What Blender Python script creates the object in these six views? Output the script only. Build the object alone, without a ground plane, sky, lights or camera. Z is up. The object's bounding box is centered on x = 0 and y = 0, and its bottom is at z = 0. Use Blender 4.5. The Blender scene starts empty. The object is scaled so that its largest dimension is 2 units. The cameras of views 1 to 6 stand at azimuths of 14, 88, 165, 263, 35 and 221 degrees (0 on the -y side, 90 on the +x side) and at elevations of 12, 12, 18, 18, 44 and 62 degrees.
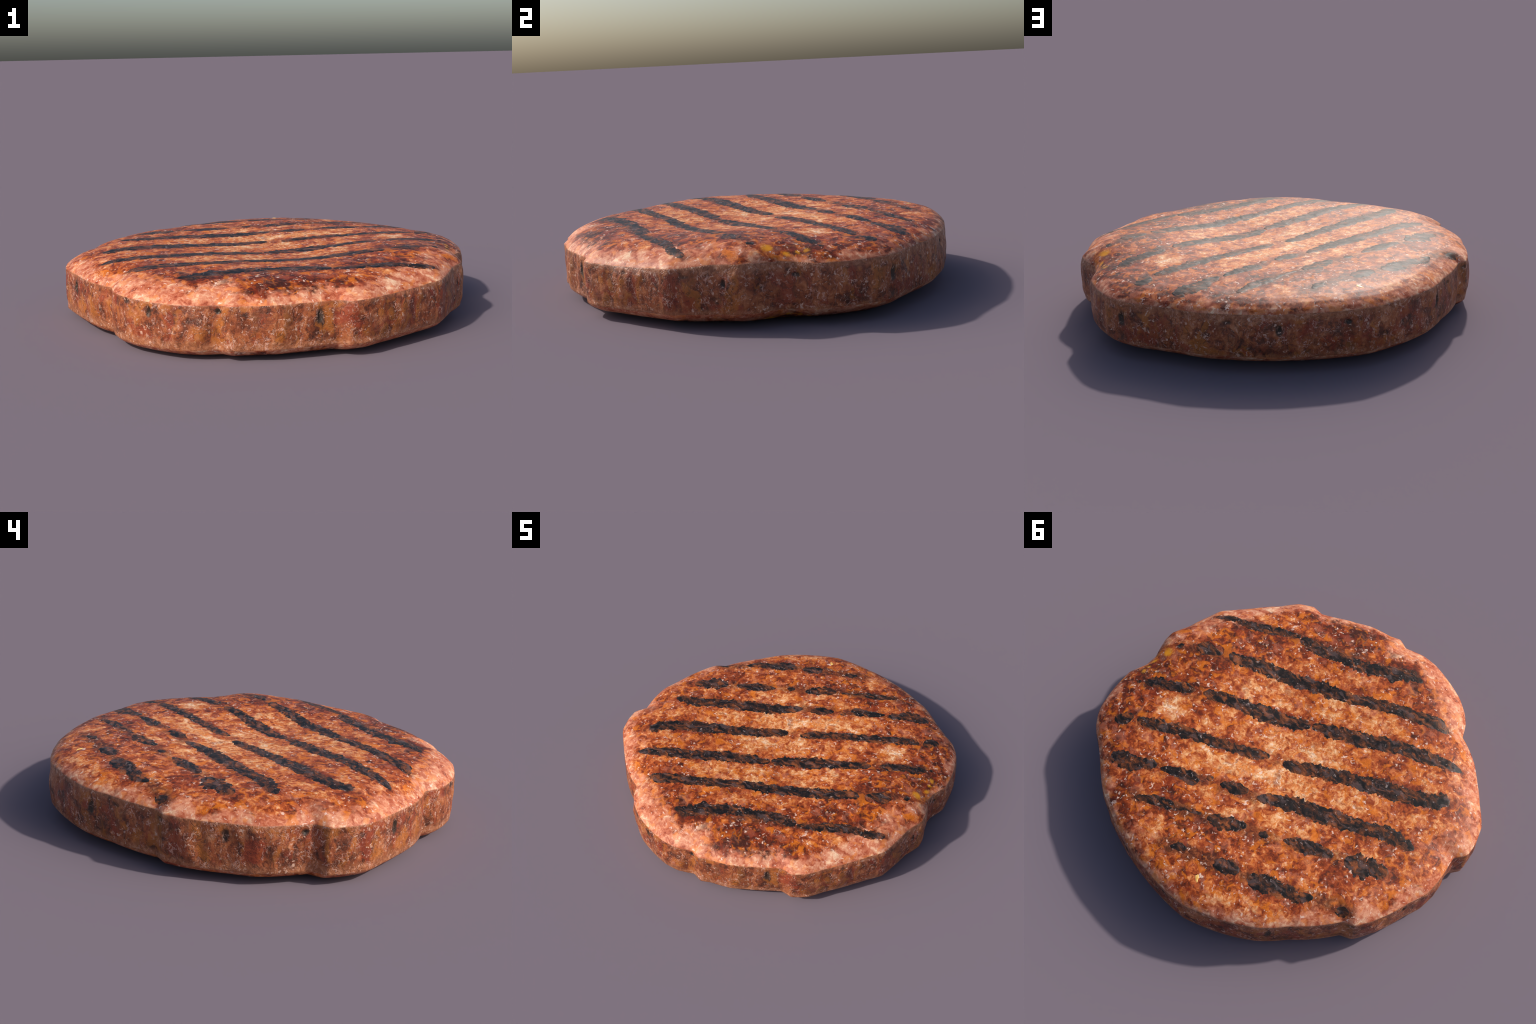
# A grilled burger patty: a lumpy, low, round slab of minced meat.
#   burger_patty (Empty) > top_crust, side_wall, bottom_crust, grill_mark..., fat_fleck...
import bpy, math
import numpy as np
from mathutils import Vector

H = 0.344            # thickness of the slab
RNG = np.random.default_rng(7)

# ------------------------------------------------------------------ noise for the relief
_perm = RNG.permutation(512)


def _hash(ix, iy, iz):
    return _perm[(_perm[(_perm[ix & 511] + iy) & 511] + iz) & 511] / 511.0 * 2 - 1


def value_noise(x, y, z):
    """Smooth 3D value noise in -1..1, for numpy arrays."""
    x, y, z = np.broadcast_arrays(x, y, z)
    ix, iy, iz = [np.floor(a).astype(int) for a in (x, y, z)]
    f = [a - np.floor(a) for a in (x, y, z)]
    u, v, w = [a * a * a * (a * (a * 6 - 15) + 10) for a in f]

    def lerp(a, b, t):
        return a + (b - a) * t
    c = [[[_hash(ix + i, iy + j, iz + k) for k in (0, 1)] for j in (0, 1)] for i in (0, 1)]
    return lerp(lerp(lerp(c[0][0][0], c[1][0][0], u), lerp(c[0][1][0], c[1][1][0], u), v),
                lerp(lerp(c[0][0][1], c[1][0][1], u), lerp(c[0][1][1], c[1][1][1], u), v), w)


def smoothstep(a, b, x):
    t = np.clip((x - a) / (b - a), 0, 1)
    return t * t * (3 - 2 * t)


# ------------------------------------------------------------------ the shape of the slab
# Outline seen from above: angle in degrees (0 = +x, counter-clockwise) and radius of the rim.
OUTLINE = [
    (1, .966), (5, .943), (9, .953), (14, 1.004), (21, 1.026), (28, 1.044), (31, 1.044), (35, 1.034),
    (40, 1.003), (46, .983), (50, .982), (56, .980), (61, .968), (67, .963), (73, .958), (81, .957),
    (85, .957), (92, .963), (100, .973), (107, .961), (114, .952), (123, .941), (132, .917), (139, .918),
    (146, .919), (148, .919), (151, .955), (155, .960), (161, .963), (168, .965), (174, .982),
    (178, .979), (185, .967), (188, .962), (191, 1.014), (195, 1.021), (201, 1.018), (208, .979),
    (215, .954), (222, .938), (228, .916), (231.5, .900), (236, .938), (240, .956), (246, .970),
    (253, .972), (260, .974), (265, .964), (271, .931), (274.5, .957), (278, .941), (285, .940),
    (291, .926), (299, .919), (303, .924), (306, .966), (311, .976), (317, .959), (323, .960),
    (327, .962), (332, .972), (337, .992), (342, .980), (349, .970), (355, .992), (358, .983)]

# Section of the upper half: fraction of the radius, height.
SECTION = [(0, .322), (.15, .323), (.30, .329), (.45, .334), (.60, .337), (.72, .335), (.80, .330),
           (.86, .323), (.91, .311), (.95, .296), (.98, .279), (1.0, .261)]
UNDER = [(0, .014), (.3, .010), (.6, .0), (.72, .0), (.80, .002), (.86, .007), (.91, .015), (.95, .028),
         (.98, .044), (1.0, .063)]
# Swellings and hollows of the upper face: x, y, height, width.
SWELLS = [(.66, -.10, .019, .22), (.92, -.10, .016, .16), (.42, .70, -.002, .2), (-.70, .38, -.003, .2), (-.05, .80, .003, .2),
          (.22, -.22, -.011, .14), (.10, .30, .006, .17), (.84, -.06, .004, .1)]

_oa = np.array([a for a, r in OUTLINE], float)
_or = np.array([r for a, r in OUTLINE], float)


def _periodic(a_deg, xs, ys):
    return np.interp(np.mod(a_deg, 360), np.r_[xs[-1] - 360, xs, xs[0] + 360], np.r_[ys[-1], ys, ys[0]])


_fine = np.arange(0, 360, .25)
_sharp = _periodic(_fine, _oa, _or)


def _blur(y, width_deg):
    k = np.exp(-.5 * (np.arange(-200, 201) * .25 / width_deg) ** 2)
    return np.convolve(np.r_[y[-200:], y, y[:200]], k / k.sum(), 'valid')


_rim, _soft = _blur(_sharp, .30), _blur(_sharp, 9.0)


def rim_radius(theta):
    return _periodic(np.degrees(theta), _fine, _rim)


def soft_radius(theta):
    return _periodic(np.degrees(theta), _fine, _soft)


_sx = np.array([s for s, h in SECTION])
_sh = np.array([h for s, h in SECTION])
_tt = np.linspace(0, 1, 401)
_hh = np.interp(_tt, _sx, _sh)
_kk = np.exp(-.5 * (np.arange(-40, 41) / 9.0) ** 2)
_hs = np.convolve(np.r_[_hh[40:0:-1], _hh, np.full(40, np.nan)], _kk / _kk.sum(), 'valid')
_hs = np.where(np.isnan(_hs), _hh, _hs)
_blend = smoothstep(.84, .88, _tt)
_hs = _hs * (1 - _blend) + _hh * _blend


def section_height(t):
    return np.interp(t, _tt, _hs)


def edge_ease(t):
    """How far notches of the rim reach in towards the middle."""
    return smoothstep(.62, 1.0, t) ** 1.5


def surface_point(t, theta):
    """x, y, z on the upper face at fraction t of the radius."""
    r = t * (soft_radius(theta) + (rim_radius(theta) - soft_radius(theta)) * edge_ease(t))
    x, y = r * np.cos(theta), r * np.sin(theta)
    return x, y, upper_height(t, x, y)


def upper_height(t, x, y):
    z = section_height(t)
    for sx, sy, h, w in SWELLS:
        z = z + h * np.exp(-((x - sx) ** 2 + (y - sy) ** 2) / (2 * w * w))
    z = z + .0010 * value_noise(x * 22, y * 22, 0 * x + 3) + .0004 * value_noise(x * 60, y * 60, 0 * x + 5)
    z = z + (.012 * y + .004 * x) * smoothstep(.8, 1, t)
    return z


def lower_height(t, x, y):
    z = np.interp(t, [a for a, h in UNDER], [h for a, h in UNDER])
    return np.maximum(z + (.012 * y + .012 * x) * smoothstep(.8, 1, t), 0)


def fraction_at(x, y):
    theta = np.arctan2(y, x)
    r = np.hypot(x, y)
    t = r / soft_radius(theta)
    for _ in range(8):
        t = r / (soft_radius(theta) + (rim_radius(theta) - soft_radius(theta)) * edge_ease(t))
    return np.clip(t, 0, 1)


def height_at(x, y):
    return upper_height(fraction_at(x, y), x, y)


def floor_at(x, y):
    return np.maximum(lower_height(fraction_at(x, y), x, y), .0013)


# Pits in the side where the mince gapes: angle, height, half width, half height, depth.
PITS = ([(a, .205, .011, .026, .012) for a in (75, 167, 252, 351)] +
        [(a, .190, .012, .036, .008) for a in (33, 126, 211, 298)] +
        [(a, .224, .012, .012, .008) for a in (9, 93, 186, 271)] +
        [(a, .236, .014, .010, .005) for a in (62, 150, 244, 341, 323, 135)])


def wrap_deg(d):
    return (d + 180) % 360 - 180


# ------------------------------------------------------------------ the body mesh
NA = 900
theta = np.arange(NA) / NA * 2 * np.pi
t_rows = np.r_[np.linspace(0.012, .80, 74), np.linspace(.805, 1.0, 34)]
W_ROWS = 30
rows = []
for t in t_rows:
    rows.append(surface_point(np.full(NA, t), theta))
top_rim = rows[-1]
n_top = len(rows)
bx, by, bz = surface_point(np.full(NA, 1.0), theta)
z_hi, z_lo = bz, lower_height(np.ones(NA), bx, by)
R = rim_radius(theta)
for i in range(1, W_ROWS):
    f = i / W_ROWS
    z = z_hi + (z_lo - z_hi) * f
    bulge = .006 * (1 - (2 * f - 1) ** 2)
    cx, cy = np.cos(theta), np.sin(theta)
    ease = np.minimum(1, np.minimum(f, 1 - f) * 6)
    lump = .006 * value_noise(cx * 13, cy * 13, z * 7) + .003 * value_noise(cx * 34, cy * 34, z * 18)
    r = R + bulge + ease * lump
    for a, wide, out in ((324, 6, .010), (346, 8, .011), (20, 5, .004)):        # the wall swells out below the rim
        r = r + out * np.exp(-.5 * (wrap_deg(np.degrees(theta) - a) / wide) ** 2) * np.sin(math.pi * f ** .8)
    for a, pz, hw, hh, dep in PITS:
        d = np.hypot(wrap_deg(np.degrees(theta) - a) * math.pi / 180 * .97 / hw, (z - pz) / hh)
        r = r - dep * smoothstep(1.15, .35, d) * ease
    rows.append((r * cx, r * cy, z))
n_side_end = len(rows)
for t in t_rows[::-1]:
    x, y, z = surface_point(np.full(NA, t), theta)
    rows.append((x, y, lower_height(np.full(NA, t), x, y)))

V = np.concatenate([np.stack(r, 1) for r in rows])
Z0 = 0.0
n_rows = len(rows)
centre_top, centre_bottom = len(V), len(V) + 1
V = np.r_[V, [[0, 0, V[:NA, 2].mean()], [0, 0, V[-NA:, 2].mean()]]]


def ring(i, j):
    return i * NA + j % NA


faces, part_of = [], []
for j in range(NA):
    faces.append((centre_top, ring(0, j), ring(0, j + 1)))
    part_of.append(0)
for i in range(n_rows - 1):
    part = 0 if i < n_top - 1 else (1 if i < n_side_end else 2)
    for j in range(NA):
        faces.append((ring(i, j), ring(i + 1, j), ring(i + 1, j + 1), ring(i, j + 1)))
        part_of.append(part)
for j in range(NA):
    faces.append((centre_bottom, ring(n_rows - 1, j + 1), ring(n_rows - 1, j)))
    part_of.append(2)
part_of = np.array(part_of)

whole = bpy.data.meshes.new("whole_body")
whole.from_pydata(V.tolist(), [], faces)
whole.update()
body_normals = np.empty(len(V) * 3)
whole.vertex_normals.foreach_get("vector", body_normals)
body_normals = body_normals.reshape(-1, 3)

scene_col = bpy.context.scene.collection
patty = bpy.data.objects.new("burger_patty", None)
scene_col.objects.link(patty)
patty["label"] = "round grilled beef burger patty with charred grill stripes"
patty["category"] = "burger patty"


def add_child(name, mesh, parent=patty):
    ob = bpy.data.objects.new(name, mesh)
    scene_col.objects.link(ob)
    ob.parent = parent
    return ob


def region(name, part):
    fs = [faces[i] for i in np.nonzero(part_of == part)[0]]
    used = np.unique(np.concatenate([np.array(f) for f in fs]))
    new = np.full(len(V), -1)
    new[used] = np.arange(len(used))
    me = bpy.data.meshes.new(name)
    me.from_pydata(V[used].tolist(), [], [[int(new[k]) for k in f] for f in fs])
    me.polygons.foreach_set("use_smooth", [True] * len(me.polygons))
    me.update()
    me.normals_split_custom_set_from_vertices(body_normals[used].tolist())
    return add_child(name, me)


top_crust, side_wall, bottom_crust = (region(n, k) for k, n in enumerate(("top_crust", "side_wall", "bottom_crust")))
bpy.data.meshes.remove(whole)

# ------------------------------------------------------------------ charred grill marks
# Each mark: x, y, half width along its middle line.
MARKS = [
    [(-0.220, -0.775, 0.009), (-0.154, -0.768, 0.034), (-0.069, -0.703, 0.044), (0.037, -0.640, 0.037), (0.164, -0.598, 0.034), (0.284, -0.548, 0.037), (0.390, -0.534, 0.034), (0.436, -0.519, 0.019)],  # F
    [(0.440, -0.536, 0.016), (0.535, -0.482, 0.025), (0.620, -0.442, 0.028), (0.702, -0.398, 0.025), (0.798, -0.368, 0.022), (0.884, -0.315, 0.013)],  # F
    [(-0.513, -0.636, 0.013), (-0.442, -0.635, 0.034), (-0.329, -0.581, 0.037), (-0.211, -0.536, 0.031), (-0.116, -0.490, 0.034), (-0.009, -0.430, 0.031), (0.097, -0.394, 0.041), (0.196, -0.349, 0.037), (0.294, -0.302, 0.037), (0.398, -0.261, 0.037), (0.504, -0.221, 0.041), (0.589, -0.182, 0.031), (0.636, -0.180, 0.013)],  # E
    [(0.658, -0.158, 0.013), (0.686, -0.131, 0.025), (0.747, -0.106, 0.041), (0.798, -0.095, 0.019)],  # E
    [(0.849, -0.055, 0.008), (0.859, -0.035, 0.017), (0.873, -0.015, 0.008)],  # E
    [(-0.701, -0.513, 0.008), (-0.644, -0.491, 0.028), (-0.547, -0.449, 0.037), (-0.435, -0.401, 0.037), (-0.327, -0.348, 0.041), (-0.221, -0.291, 0.044), (-0.126, -0.247, 0.037), (-0.050, -0.206, 0.037), (0.031, -0.170, 0.016)],  # D
    [(0.027, -0.165, 0.016), (0.089, -0.133, 0.037), (0.182, -0.083, 0.044), (0.279, -0.038, 0.041), (0.382, 0.002, 0.034), (0.469, 0.036, 0.034), (0.544, 0.081, 0.025), (0.567, 0.087, 0.009)],  # D
    [(0.597, 0.113, 0.013), (0.642, 0.129, 0.031), (0.698, 0.170, 0.025), (0.749, 0.192, 0.034), (0.810, 0.231, 0.028), (0.846, 0.249, 0.008)],  # D
    [(0.850, 0.256, 0.006), (0.864, 0.267, 0.013), (0.878, 0.278, 0.006)],  # D
    [(-0.769, -0.324, 0.016), (-0.733, -0.301, 0.041), (-0.654, -0.240, 0.041), (-0.558, -0.177, 0.041), (-0.461, -0.141, 0.044), (-0.370, -0.096, 0.037), (-0.263, -0.043, 0.037), (-0.158, 0.012, 0.034), (-0.075, 0.067, 0.034), (-0.012, 0.097, 0.022)],  # C
    [(0.055, 0.110, 0.016), (0.103, 0.144, 0.028), (0.192, 0.195, 0.028), (0.287, 0.241, 0.028), (0.386, 0.283, 0.028), (0.485, 0.326, 0.031), (0.581, 0.374, 0.034), (0.659, 0.415, 0.028), (0.703, 0.434, 0.009)],  # C
    [(0.720, 0.429, 0.013), (0.752, 0.468, 0.037), (0.791, 0.512, 0.019)],  # C
    [(-0.803, -0.005, 0.009), (-0.754, 0.006, 0.031), (-0.698, 0.013, 0.041), (-0.635, 0.037, 0.041), (-0.549, 0.084, 0.034), (-0.457, 0.125, 0.041), (-0.364, 0.166, 0.044), (-0.268, 0.204, 0.044), (-0.177, 0.248, 0.041), (-0.095, 0.302, 0.028), (-0.054, 0.330, 0.013)],  # B
    [(-0.009, 0.330, 0.013), (0.050, 0.362, 0.031), (0.109, 0.395, 0.022), (0.127, 0.404, 0.008)],  # B
    [(0.164, 0.397, 0.008), (0.184, 0.412, 0.014), (0.203, 0.427, 0.008)],  # B
    [(0.214, 0.451, 0.019), (0.243, 0.479, 0.037), (0.311, 0.493, 0.028), (0.371, 0.526, 0.022), (0.407, 0.548, 0.008)],  # B
    [(0.420, 0.548, 0.013), (0.468, 0.569, 0.034), (0.530, 0.624, 0.037), (0.609, 0.643, 0.047), (0.649, 0.668, 0.022)],  # B
    [(-0.790, 0.171, 0.013), (-0.749, 0.195, 0.037), (-0.684, 0.239, 0.053), (-0.617, 0.257, 0.041), (-0.583, 0.255, 0.013)],  # A
    [(-0.543, 0.293, 0.013), (-0.498, 0.313, 0.028), (-0.424, 0.349, 0.034), (-0.361, 0.374, 0.031), (-0.304, 0.406, 0.009)],  # A
    [(-0.250, 0.441, 0.008), (-0.226, 0.450, 0.019), (-0.195, 0.463, 0.008)],  # A
    [(-0.136, 0.472, 0.016), (-0.081, 0.518, 0.037), (-0.007, 0.556, 0.034), (0.044, 0.573, 0.016)],  # A
    [(0.067, 0.583, 0.009), (0.142, 0.611, 0.011), (0.173, 0.625, 0.016), (0.229, 0.661, 0.028), (0.298, 0.684, 0.025), (0.366, 0.730, 0.016), (0.393, 0.738, 0.006)],  # A
    [(-0.778, 0.439, 0.013), (-0.749, 0.465, 0.025), (-0.720, 0.489, 0.013)],  # Z
    [(-0.615, 0.511, 0.009), (-0.558, 0.562, 0.028), (-0.482, 0.594, 0.037), (-0.404, 0.624, 0.041), (-0.343, 0.649, 0.031), (-0.309, 0.659, 0.013)],  # Z
    [(-0.275, 0.669, 0.016), (-0.224, 0.683, 0.037), (-0.178, 0.704, 0.034), (-0.174, 0.743, 0.016)],  # Z
    [(-0.012, 0.759, 0.009), (0.028, 0.775, 0.019), (0.068, 0.802, 0.013)],  # Z
]


def resample(pts, step):
    p = np.array(pts, float)
    s = np.r_[0, np.cumsum(np.hypot(*np.diff(p[:, :2], axis=0).T))]
    n = max(14, int(s[-1] / step))
    q = np.linspace(0, s[-1], n)
    out = np.stack([np.interp(q, s, p[:, k]) for k in range(3)], 1)
    for _ in range(max(1, int(.012 / step))):          # round the corners of the middle line
        out[1:-1] = (out[:-2] + 2 * out[1:-1] + out[2:]) / 4
    return out, q


def grill_mark(pts, seed, ground, side):
    """A thin lens of char lying on the crust, with ragged edges."""
    mid, s = resample(pts, .0025)
    d = np.gradient(mid[:, :2], axis=0)
    d /= np.linalg.norm(d, axis=1)[:, None] + 1e-9
    nx, ny = -d[:, 1], d[:, 0]
    end = np.minimum(s, s[-1] - s)
    reach = min(.03, .45 * s[-1])
    cap = np.sqrt(np.clip(1 - (1 - np.clip(end / reach, 0, 1)) ** 2, 0, 1))
    width = 1.34 * mid[:, 2] * (.25 + .75 * cap) * np.clip(end / .004, 0.02, 1) ** .5
    zero = np.zeros_like(s)

    def ragged(k):
        return (1 + .22 * value_noise(s * 24, zero + seed * 3.7, zero + k) +
                .20 * value_noise(s * 75, zero + seed * 3.7, zero + k + 20) +
                .12 * value_noise(s * 190, zero + seed * 3.7, zero + k + 40))
    left, right = width * ragged(1), width * ragged(2)
    cols = np.linspace(-1, 1, 15)
    vs = []
    for c in cols:
        w = np.where(c > 0, left, right) * c
        x, y = mid[:, 0] + nx * w, mid[:, 1] + ny * w
        lens = (1 - abs(c) ** 2.5)
        bumps = .0004 * value_noise(x * 70, y * 70, zero + 8) * lens
        rise = -.0010 + .0022 * lens * np.clip(end / .01, 0, 1) + bumps
        vs.append(np.stack([x, y, ground(x, y) + side * rise], 1))
    n, m = len(s), len(cols)
    v = np.stack(vs, 1).reshape(-1, 3)
    f = [(i * m + j, (i + 1) * m + j, (i + 1) * m + j + 1, i * m + j + 1) for i in range(n - 1) for j in range(m - 1)]
    me = bpy.data.meshes.new("grill_mark")
    me.from_pydata(v.tolist(), [], [q[::-side] for q in f])
    me.polygons.foreach_set("use_smooth", [True] * len(me.polygons))
    me.update()
    return me


mark_meshes = [grill_mark(p, k, height_at, 1) for k, p in enumerate(MARKS)]
mark_meshes += [grill_mark(p, k, floor_at, -1) for k, p in enumerate(MARKS)]   # the underside met the same bars
for me in mark_meshes:
    add_child("grill_mark", me)

# ------------------------------------------------------------------ small bits of fat on the crust
FLECKS = [(-.147, .826, .022, .010, 130)]


def fat_fleck(x, y, length, width, turn):
    n, m = 18, 5
    ca, sa = math.cos(math.radians(turn)), math.sin(math.radians(turn))
    v, f = [], []
    for i in range(m):
        k = 1 - i / (m - 1)
        for j in range(n):
            a = j / n * 2 * math.pi
            rr = 1 + .16 * math.sin(3 * a + 1) + .08 * math.sin(5 * a)
            px, py = length * rr * k * math.cos(a), width * rr * k * math.sin(a)
            gx, gy = x + px * ca - py * sa, y + px * sa + py * ca
            gz = float(height_at(np.array([gx]), np.array([gy]))[0]) + Z0 - .001 + .0025 * math.sqrt(1 - k * k)
            v.append((gx, gy, gz))
    for i in range(m - 1):
        for j in range(n):
            f.append((i * n + j, i * n + (j + 1) % n, (i + 1) * n + (j + 1) % n, (i + 1) * n + j))
    me = bpy.data.meshes.new("fat_fleck")
    me.from_pydata(v, [], f)
    me.polygons.foreach_set("use_smooth", [True] * len(me.polygons))
    me.update()
    return add_child("fat_fleck", me)


flecks = [fat_fleck(*k) for k in FLECKS if k[2] > 0]


# ------------------------------------------------------------------ materials
def srgb(r, g, b, gain=1 / 1.1):
    """Base colour from the colour seen in sunlight (8 bit)."""
    lin = [(c / 255 / 12.92 if c <= 10 else ((c / 255 + .055) / 1.055) ** 2.4) * gain for c in (r, g, b)]
    return (*[min(1, c) for c in lin], 1)


class Nodes:
    """Small helper to write node trees as expressions."""

    def __init__(self, name):
        self.mat = bpy.data.materials.new(name)
        self.mat.use_nodes = True
        self.nt = self.mat.node_tree
        self.bsdf = self.nt.nodes["Principled BSDF"]
        self.obj = self.new("ShaderNodeTexCoord").outputs["Object"]

    def new(self, kind, **props):
        n = self.nt.nodes.new(kind)
        for k, v in props.items():
            setattr(n, k, v)
        return n

    def put(self, sock, val):
        if isinstance(val, bpy.types.NodeSocket):
            self.nt.links.new(val, sock)
        else:
            sock.default_value = val

    def math(self, op, a, b=0.0, clamp=False):
        n = self.new("ShaderNodeMath", operation=op, use_clamp=clamp)
        self.put(n.inputs[0], a)
        self.put(n.inputs[1], b)
        return n.outputs[0]

    def vec(self, op, a, b=(0, 0, 0)):
        n = self.new("ShaderNodeVectorMath", operation=op)
        self.put(n.inputs[0], a)
        self.put(n.inputs[1], b)
        return n.outputs["Value"] if op in ("LENGTH", "DOT_PRODUCT") else n.outputs["Vector"]

    def step(self, x, a, b, lo=0.0, hi=1.0):
        n = self.new("ShaderNodeMapRange", interpolation_type="SMOOTHSTEP")
        flip = a > b
        for s, v in zip(n.inputs[:5], (x, b if flip else a, a if flip else b, hi if flip else lo, lo if flip else hi)):
            self.put(s, v)
        return n.outputs[0]

    def noise(self, p, scale, detail=4, rough=.55, dist=0.0, out="Fac"):
        n = self.new("ShaderNodeTexNoise")
        self.put(n.inputs["Vector"], p)
        for k, v in (("Scale", scale), ("Detail", detail), ("Roughness", rough), ("Distortion", dist)):
            n.inputs[k].default_value = v
        return n.outputs["Factor" if out == "Fac" and "Factor" in n.outputs else out]

    def voronoi(self, p, scale, feature="F1", out="Distance", rnd=1.0):
        n = self.new("ShaderNodeTexVoronoi", feature=feature)
        self.put(n.inputs["Vector"], p)
        n.inputs["Scale"].default_value = scale
        n.inputs["Randomness"].default_value = rnd
        return n.outputs[out]

    def ramp(self, x, stops, mode="LINEAR"):
        n = self.new("ShaderNodeValToRGB")
        cr = n.color_ramp
        cr.interpolation = mode
        while len(cr.elements) < len(stops):
            cr.elements.new(.5)
        for e, (p, c) in zip(cr.elements, stops):
            e.position, e.color = p, c
        self.put(n.inputs[0], x)
        return n.outputs[0]

    def mix(self, fac, a, b, blend="MIX"):
        n = self.new("ShaderNodeMix", data_type="RGBA", blend_type=blend)
        self.put(n.inputs[0], fac)
        self.put(n.inputs[6], a)
        self.put(n.inputs[7], b)
        return n.outputs[2]

    def warp(self, p, scale, amount, detail=3):
        c = self.noise(p, scale, detail, out="Color")
        d = self.vec("SUBTRACT", c, (.5, .5, .5))
        return self.vec("ADD", p, self.vec("MULTIPLY", d, (amount, amount, amount)))

    def blob(self, p, x, y, rad, soft=.5, sx=1, sy=1):
        d = self.vec("SUBTRACT", p, (x, y, 0))
        d = self.vec("LENGTH", self.vec("MULTIPLY", d, (sx, sy, 0)))
        return self.step(d, rad * (1 + soft), rad * (1 - soft))

    def capsule(self, p, x0, y0, x1, y1, hw):
        ba = (x1 - x0, y1 - y0, 0)
        pa = self.vec("SUBTRACT", p, (x0, y0, 0))
        k = 1 / (ba[0] ** 2 + ba[1] ** 2)
        h = self.math("MULTIPLY", self.vec("DOT_PRODUCT", pa, ba), k, clamp=True)
        n = self.new("ShaderNodeVectorMath", operation="SCALE")
        n.inputs[0].default_value = ba
        self.put(n.inputs["Scale"], h)
        d = self.vec("LENGTH", self.vec("SUBTRACT", pa, n.outputs[0]))
        return self.step(d, hw * 1.15, hw * .35)

    def total(self, items):
        s = items[0]
        for i in items[1:]:
            s = self.math("ADD", s, i)
        return s

    def finish(self, colour, rough, bump=None, strength=.3, distance=.004, spec=.5):
        self.put(self.bsdf.inputs["Base Color"], colour)
        self.put(self.bsdf.inputs["Roughness"], rough)
        self.bsdf.inputs["Specular IOR Level"].default_value = spec
        if bump is not None:
            b = self.new("ShaderNodeBump")
            b.inputs["Strength"].default_value = strength
            b.inputs["Distance"].default_value = distance
            self.put(b.inputs["Height"], bump)
            self.nt.links.new(b.outputs[0], self.bsdf.inputs["Normal"])
        return self.mat


MID = .166

# darker, harder fried places and lighter places on the grilled face: x, y, radius, weight
FRIED = [(.36, -.72, .16, .8), (.14, -.77, .14, .9), (-.10, -.80, .10, .6), (.86, .18, .09, 1.0), (.80, .38, .10, .9),
         (.73, -.18, .11, .8), (.69, 0, .12, .8), (-.24, -.69, .10, .5), (.25, .62, .10, .5), (-.10, .71, .12, .5),
         (.45, .72, .10, .6), (-.49, -.20, .09, .35), (.60, -.33, .10, .6), (.47, -.45, .10, .4), (.72, .56, .10, .7),
         (.05, .66, .09, .5), (-.45, -.55, .08, .4), (.45, .46, .08, .35), (-.62, .10, .10, .3)]
LIGHT = [(-.09, .16, .17, .9), (.64, .28, .11, .7), (.35, -.17, .13, .7), (-.09, -.08, .14, .7), (.30, .36, .14, .7),
         (-.36, 0, .14, .6), (-.23, .35, .13, .6), (-.03, -.35, .12, .6), (.12, .28, .12, .6), (-.30, -.42, .10, .4),
         (.18, .04, .10, .5), (-.55, -.33, .09, .3)]
# places where the pale, less fried meat of the rim reaches further in
PALE = [(.02, -.93, .10, 1.0), (.30, -.92, .08, .9), (-.25, -.93, .10, 1.0), (-.42, -.80, .09, 1.0), (-.52, -.72, .06, .8),
        (.55, -.80, .09, .9), (.72, -.62, .11, 1.0), (.83, -.44, .10, 1.0), (.88, -.22, .08, .9), (.94, -.06, .05, .9),
        (-.80, -.45, .10, .6), (-.90, -.15, .09, .5), (-.86, .42, .09, .6), (-.70, .60, .09, .6), (-.92, .15, .07, .5),
        (.24, .84, .07, .6), (.55, .80, .07, .6), (0, .93, .07, .5), (-.4, .84, .08, .4), (.92, .40, .05, .4)]
YELLOW = [(.885, .035, .019, .8), (.91, .115, .014, .7), (.895, .20, .012, .5), (.905, .16, .010, .6)]


# Scorched tracks of the grill bars, where the char is broken: start, end, half width, strength.
TRACKS = [((-.20, -.76), (.44, -.53), .045, .6), ((.44, -.53), (.88, -.31), .040, .6), ((-.50, -.64), (.10, -.39), .040, .5),
          ((.10, -.39), (.86, -.04), .042, .6), ((-.68, -.50), (.03, -.17), .040, .4), ((.03, -.17), (.86, .26), .042, .55),
          ((-.79, -.34), (.02, .10), .040, .4), ((.02, .10), (.77, .49), .042, .6), ((-.80, 0), (-.05, .33), .040, .4),
          ((-.05, .33), (.64, .66), .042, .75), ((-.79, .17), (-.20, .46), .042, .6), ((-.20, .46), (.40, .74), .045, .75),
          ((-.77, .44), (-.30, .66), .045, .8), ((-.30, .66), (.10, .81), .050, .9)]


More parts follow.
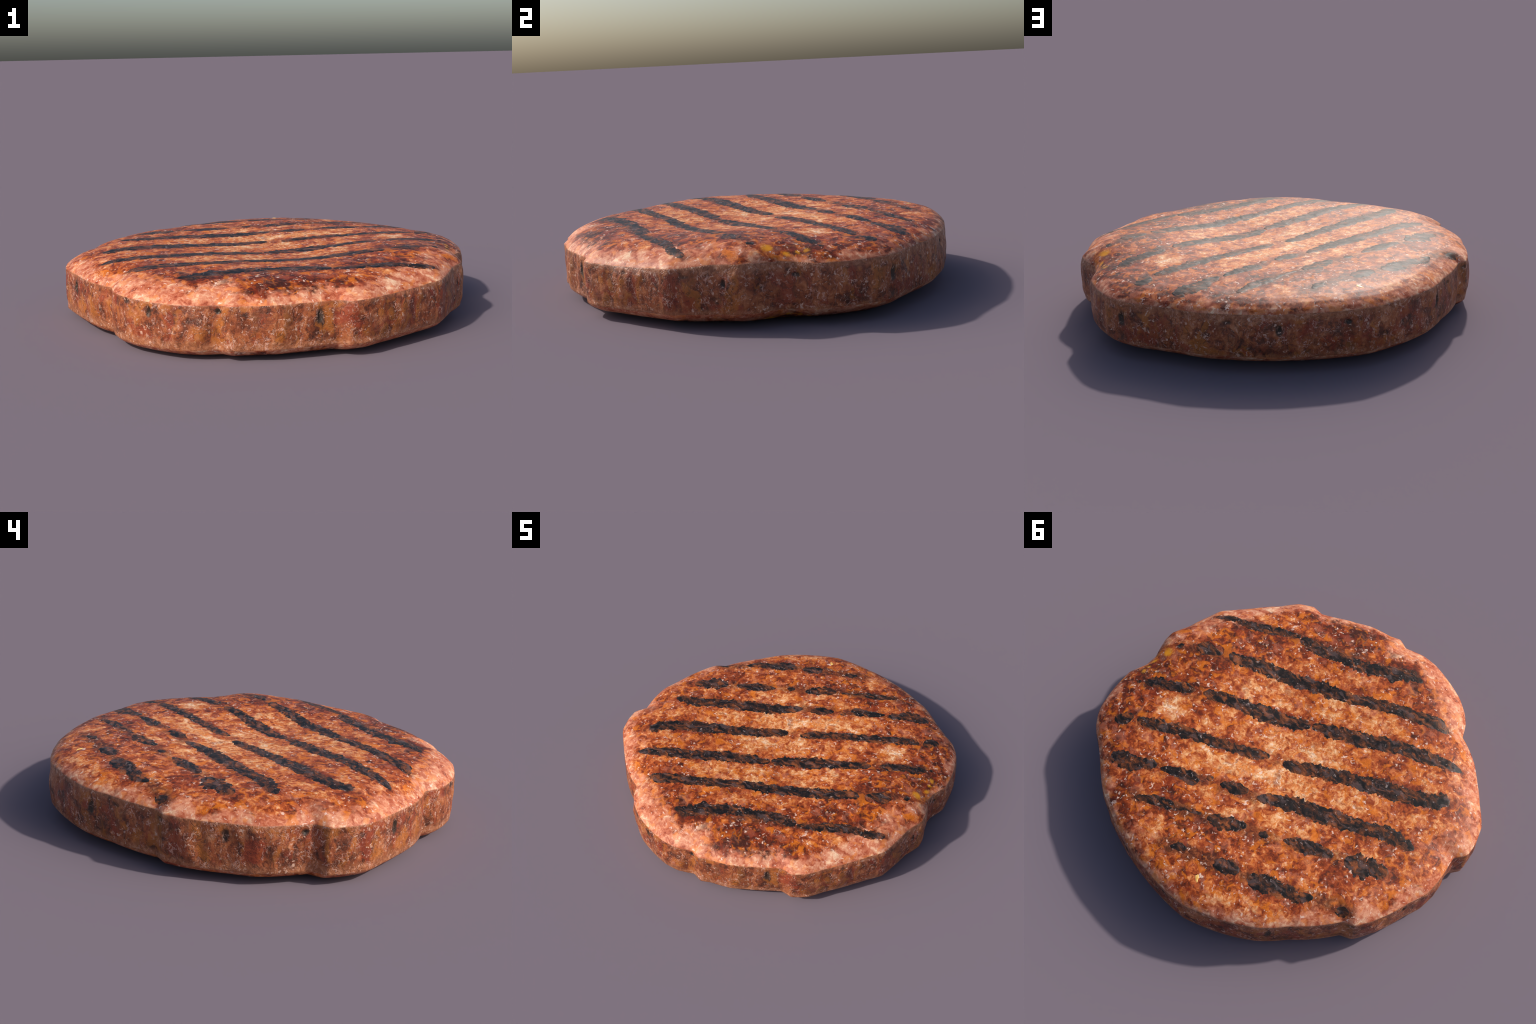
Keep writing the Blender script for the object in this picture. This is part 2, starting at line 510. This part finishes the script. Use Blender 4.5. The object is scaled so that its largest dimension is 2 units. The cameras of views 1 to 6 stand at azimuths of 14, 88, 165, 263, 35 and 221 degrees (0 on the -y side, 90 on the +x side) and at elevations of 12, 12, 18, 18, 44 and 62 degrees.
def crust_material():
    N = Nodes("grilled_crust")
    p = N.obj
    flat = N.vec("MULTIPLY", p, (1, 1, 0))
    wp = N.warp(flat, 7, .20, 5)
    grain = N.warp(p, 26, .045, 3)
    fried = N.total([N.math("MULTIPLY", N.blob(wp, x, y, r, .8), w) for x, y, r, w in FRIED])
    light = N.total([N.math("MULTIPLY", N.blob(wp, x, y, r, .9), w) for x, y, r, w in LIGHT])
    # browning follows the bars of the grill: lighter half way between two of them
    q = N.vec("DOT_PRODUCT", N.warp(flat, 3, .10, 2), (-.438, .899, 0))
    bars = N.math("COSINE", N.math("MULTIPLY", N.math("SUBTRACT", q, .077), 2 * math.pi / .232))
    blotch = N.noise(p, 9, 3, .6, .3)
    lump = N.noise(grain, 21, 3, .55, .6)
    fine = N.noise(grain, 52, 4, .65, .4)
    # tone: 0 dark fried .. 1 pale
    tone = N.total([N.math("MULTIPLY", N.math("SUBTRACT", n, .5), k) for n, k in ((blotch, .85), (lump, 1.15), (fine, 1.0))])
    tone = N.math("ADD", tone, N.math("MULTIPLY", N.math("MINIMUM", fried, 1.2), -.30))
    tone = N.math("ADD", tone, N.math("MULTIPLY", N.math("MINIMUM", light, 1.1), .20))
    tone = N.math("ADD", tone, N.math("MULTIPLY", bars, -.045))
    tone = N.math("ADD", tone, .43)
    col = N.ramp(tone, [(.0, srgb(62, 28, 18)), (.18, srgb(100, 40, 20)), (.34, srgb(144, 60, 24)), (.48, srgb(184, 88, 40)),
                        (.62, srgb(216, 130, 72)), (.78, srgb(240, 176, 120)), (1, srgb(250, 220, 190))])
    # single lumps of mince: some orange, some pinkish, some dark red
    hue = N.noise(N.vec("ADD", grain, (5, 2, 1)), 19, 2, .5, .8, out="Color")
    sep = N.new("ShaderNodeSeparateColor")
    N.put(sep.inputs[0], hue)
    orange = N.step(sep.outputs[0], .52, .66)
    col = N.mix(N.math("MULTIPLY", orange, .68), col, srgb(222, 118, 26))
    pinkish = N.step(sep.outputs[1], .54, .68)
    col = N.mix(N.math("MULTIPLY", pinkish, .32), col, srgb(196, 124, 100))
    redden = N.step(sep.outputs[2], .54, .68)
    col = N.mix(N.math("MULTIPLY", redden, .55), col, srgb(124, 40, 18))
    # thin wrinkled creases between the lumps
    wr = N.noise(grain, 24, 3, .6, 1.2)
    crease = N.step(N.math("ABSOLUTE", N.math("SUBTRACT", wr, .5)), .020, .003)
    col = N.mix(N.math("MULTIPLY", crease, .50), col, srgb(96, 44, 28))
    # scorched tracks
    tp = N.warp(flat, 26, .05, 4)
    scorch = 0.0
    for (x0, y0), (x1, y1), hw, w in TRACKS:
        scorch = N.math("MAXIMUM", scorch, N.math("MULTIPLY", N.capsule(tp, x0, y0, x1, y1, hw), w))
    scorch = N.math("MULTIPLY", scorch, N.step(N.noise(grain, 17, 3, .6), .34, .54))
    scorched = N.ramp(fine, [(.35, srgb(48, 26, 20)), (.5, srgb(96, 48, 28)), (.68, srgb(150, 84, 48))])
    # pale meat at the rim
    away = N.math("ABSOLUTE", N.math("SUBTRACT", N.new_z(p), MID))
    zed = N.math("ADD", away, N.math("MULTIPLY", N.math("SUBTRACT", N.noise(p, 11, 5, .65), .5), .11))
    rim = N.step(zed, .146, .104)
    pale = N.total([N.math("MULTIPLY", N.blob(wp, x, y, r, .8), w) for x, y, r, w in PALE])
    pale = N.math("ADD", N.math("MULTIPLY", rim, .85), N.math("MULTIPLY", pale, .9))
    pale = N.math("ADD", pale, N.math("MULTIPLY", N.math("SUBTRACT", lump, .5), 1.3))
    pale = N.step(pale, .15, .95)
    pn = N.total([N.math("MULTIPLY", N.noise(grain, 15, 4, .6, .8), .95), N.math("MULTIPLY", fine, .55), -.25])
    pink = N.ramp(pn, [(.28, srgb(132, 54, 32)), (.39, srgb(180, 92, 62)), (.49, srgb(206, 126, 94)), (.59, srgb(224, 156, 122)), (.74, srgb(250, 212, 174))])
    pink = N.mix(N.math("MULTIPLY", orange, .50), pink, srgb(228, 134, 62))
    pink = N.mix(N.math("MULTIPLY", redden, .28), pink, srgb(160, 66, 40))
    col = N.mix(N.math("MULTIPLY", pale, .90), col, pink)
    col = N.mix(scorch, col, scorched)
    yellow = N.total([N.math("MULTIPLY", N.blob(N.warp(flat, 24, .045), x, y, r, .7), w) for x, y, r, w in YELLOW])
    col = N.mix(N.math("MINIMUM", yellow, .85), col, srgb(246, 164, 20))
    # tiny crumbs of fat
    sp = N.noise(N.warp(p, 40, .03), 62, 2, .5, .5)
    crumbs = N.math("MULTIPLY", N.step(sp, .60, .69), N.step(N.noise(p, 16, 3, .6), .44, .58))
    col = N.mix(N.math("MULTIPLY", crumbs, .85), col, srgb(240, 206, 186))
    height = N.math("ADD", fine, N.math("MULTIPLY", crease, -.3))
    return N.finish(col, .50, height, .12, .004, .2)


def side_material():
    N = Nodes("seared_side")
    p = N.obj
    tall = N.vec("MULTIPLY", N.warp(p, 16, .07, 3), (1, 1, .6))
    blotch = N.noise(tall, 14, 3, .55, .9)
    fine = N.noise(N.warp(p, 30, .03), 46, 4, .65, .6)
    tone = N.total([N.math("MULTIPLY", N.math("SUBTRACT", n, .5), k) for n, k in ((blotch, 1.4), (fine, .85))])
    tone = N.math("ADD", tone, .46)
    col = N.ramp(tone, [(.05, srgb(58, 34, 24)), (.28, srgb(100, 50, 30)), (.46, srgb(146, 74, 42)), (.62, srgb(172, 96, 54)), (.85, srgb(206, 138, 98))])
    hue = N.noise(N.vec("ADD", tall, (4, 7, 1)), 12, 2, .5, .7, out="Color")
    sep = N.new("ShaderNodeSeparateColor")
    N.put(sep.inputs[0], hue)
    col = N.mix(N.math("MULTIPLY", N.step(sep.outputs[0], .52, .62), .62), col, srgb(186, 108, 40))
    col = N.mix(N.math("MULTIPLY", N.step(sep.outputs[1], .53, .63), .60), col, srgb(150, 58, 34))
    col = N.mix(N.math("MULTIPLY", N.step(sep.outputs[2], .56, .68), .42), col, srgb(72, 44, 32))
    # curled outlines of the lumps
    wr = N.noise(tall, 17, 2, .5, 1.4)
    crease = N.step(N.math("ABSOLUTE", N.math("SUBTRACT", wr, .5)), .022, .004)
    col = N.mix(N.math("MULTIPLY", crease, .5), col, srgb(64, 36, 26))
    # gaping pits
    pw = N.warp(p, 36, .024)
    for a, pz, hw, hh, dep in PITS:
        rad = float(rim_radius(np.array([math.radians(a)]))[0])
        c = (math.cos(math.radians(a)) * rad, math.sin(math.radians(a)) * rad, pz)
        d = N.vec("SUBTRACT", pw, c)
        d = N.vec("LENGTH", N.vec("MULTIPLY", d, (1 / hw / 1.5, 1 / hw / 1.5, 1 / hh)))
        col = N.mix(N.step(d, 1.4, .6, 0, .9 if dep > .006 else .6), col, srgb(46, 42, 34))
    # softer tan skin towards the upper and lower edge
    away = N.math("ABSOLUTE", N.math("SUBTRACT", N.new_z(p), MID))
    away = N.math("ADD", away, N.math("MULTIPLY", N.math("SUBTRACT", N.noise(p, 20, 4), .5), .06))
    tan = N.ramp(fine, [(.3, srgb(130, 74, 46)), (.5, srgb(172, 106, 70)), (.7, srgb(206, 146, 110))])
    col = N.mix(N.step(away, .066, .098, 0, .80), col, tan)
    # highlights on the mince put into the colour: short pale strands and drops
    glint = N.noise(N.vec("MULTIPLY", N.warp(p, 24, .06), (1, 1, .6)), 21, 2, .5, 1.8)
    line = N.step(N.math("ABSOLUTE", N.math("SUBTRACT", glint, .52)), .026, .006)
    patch = N.step(N.noise(p, 18, 3, .6), .46, .58)
    line = N.math("MULTIPLY", line, patch)
    col = N.mix(N.math("MULTIPLY", line, .72), col, srgb(220, 168, 148))
    sp = N.step(N.noise(N.warp(p, 40, .03), 62, 2, .5, .5), .60, .68)
    sp = N.math("MULTIPLY", sp, N.step(N.noise(p, 12, 3, .6), .42, .60))
    col = N.mix(N.math("MULTIPLY", sp, .8), col, srgb(226, 182, 158))
    relief = N.total([fine, N.math("MULTIPLY", line, .5), N.math("MULTIPLY", blotch, 1.5), N.math("MULTIPLY", crease, -.35)])
    return N.finish(col, .45, relief, .40, .010, .45)


def char_material():
    N = Nodes("char")
    p = N.obj
    rot = N.new("ShaderNodeMapping")
    rot.inputs["Rotation"].default_value = (0, 0, math.radians(-26))
    rot.inputs["Scale"].default_value = (.45, 1.0, 1.0)
    N.put(rot.inputs["Vector"], N.warp(p, 22, .05, 3))
    along = rot.outputs[0]
    n = N.noise(along, 34, 4, .62, .6)
    col = N.ramp(n, [(.32, srgb(14, 13, 13)), (.43, srgb(28, 24, 23)), (.50, srgb(54, 35, 27)), (.58, srgb(100, 55, 32)), (.70, srgb(156, 86, 46))])
    ash = N.step(N.noise(N.vec("ADD", along, (3, 1, 2)), 30, 3, .6, .6), .53, .64)
    col = N.mix(N.math("MULTIPLY", ash, .45), col, srgb(104, 84, 82))
    sp = N.step(N.noise(p, 70, 2, .5, .5), .66, .72)
    col = N.mix(N.math("MULTIPLY", sp, .5), col, srgb(186, 168, 162))
    return N.finish(col, .50, n, .15, .004, .2)


def fat_material():
    N = Nodes("fried_fat")
    n = N.noise(N.obj, 60, 3)
    return N.finish(N.ramp(n, [(.3, srgb(240, 178, 80)), (.7, srgb(252, 220, 140))]), .4)


def _z(self, p):
    s = self.new("ShaderNodeSeparateXYZ")
    self.put(s.inputs[0], p)
    return s.outputs[2]


Nodes.new_z = _z

crust, side, char, fat = crust_material(), side_material(), char_material(), fat_material()
top_crust.data.materials.append(crust)
bottom_crust.data.materials.append(crust)
side_wall.data.materials.append(side)
for me in mark_meshes:
    me.materials.append(char)
for ob in flecks:
    ob.data.materials.append(fat)
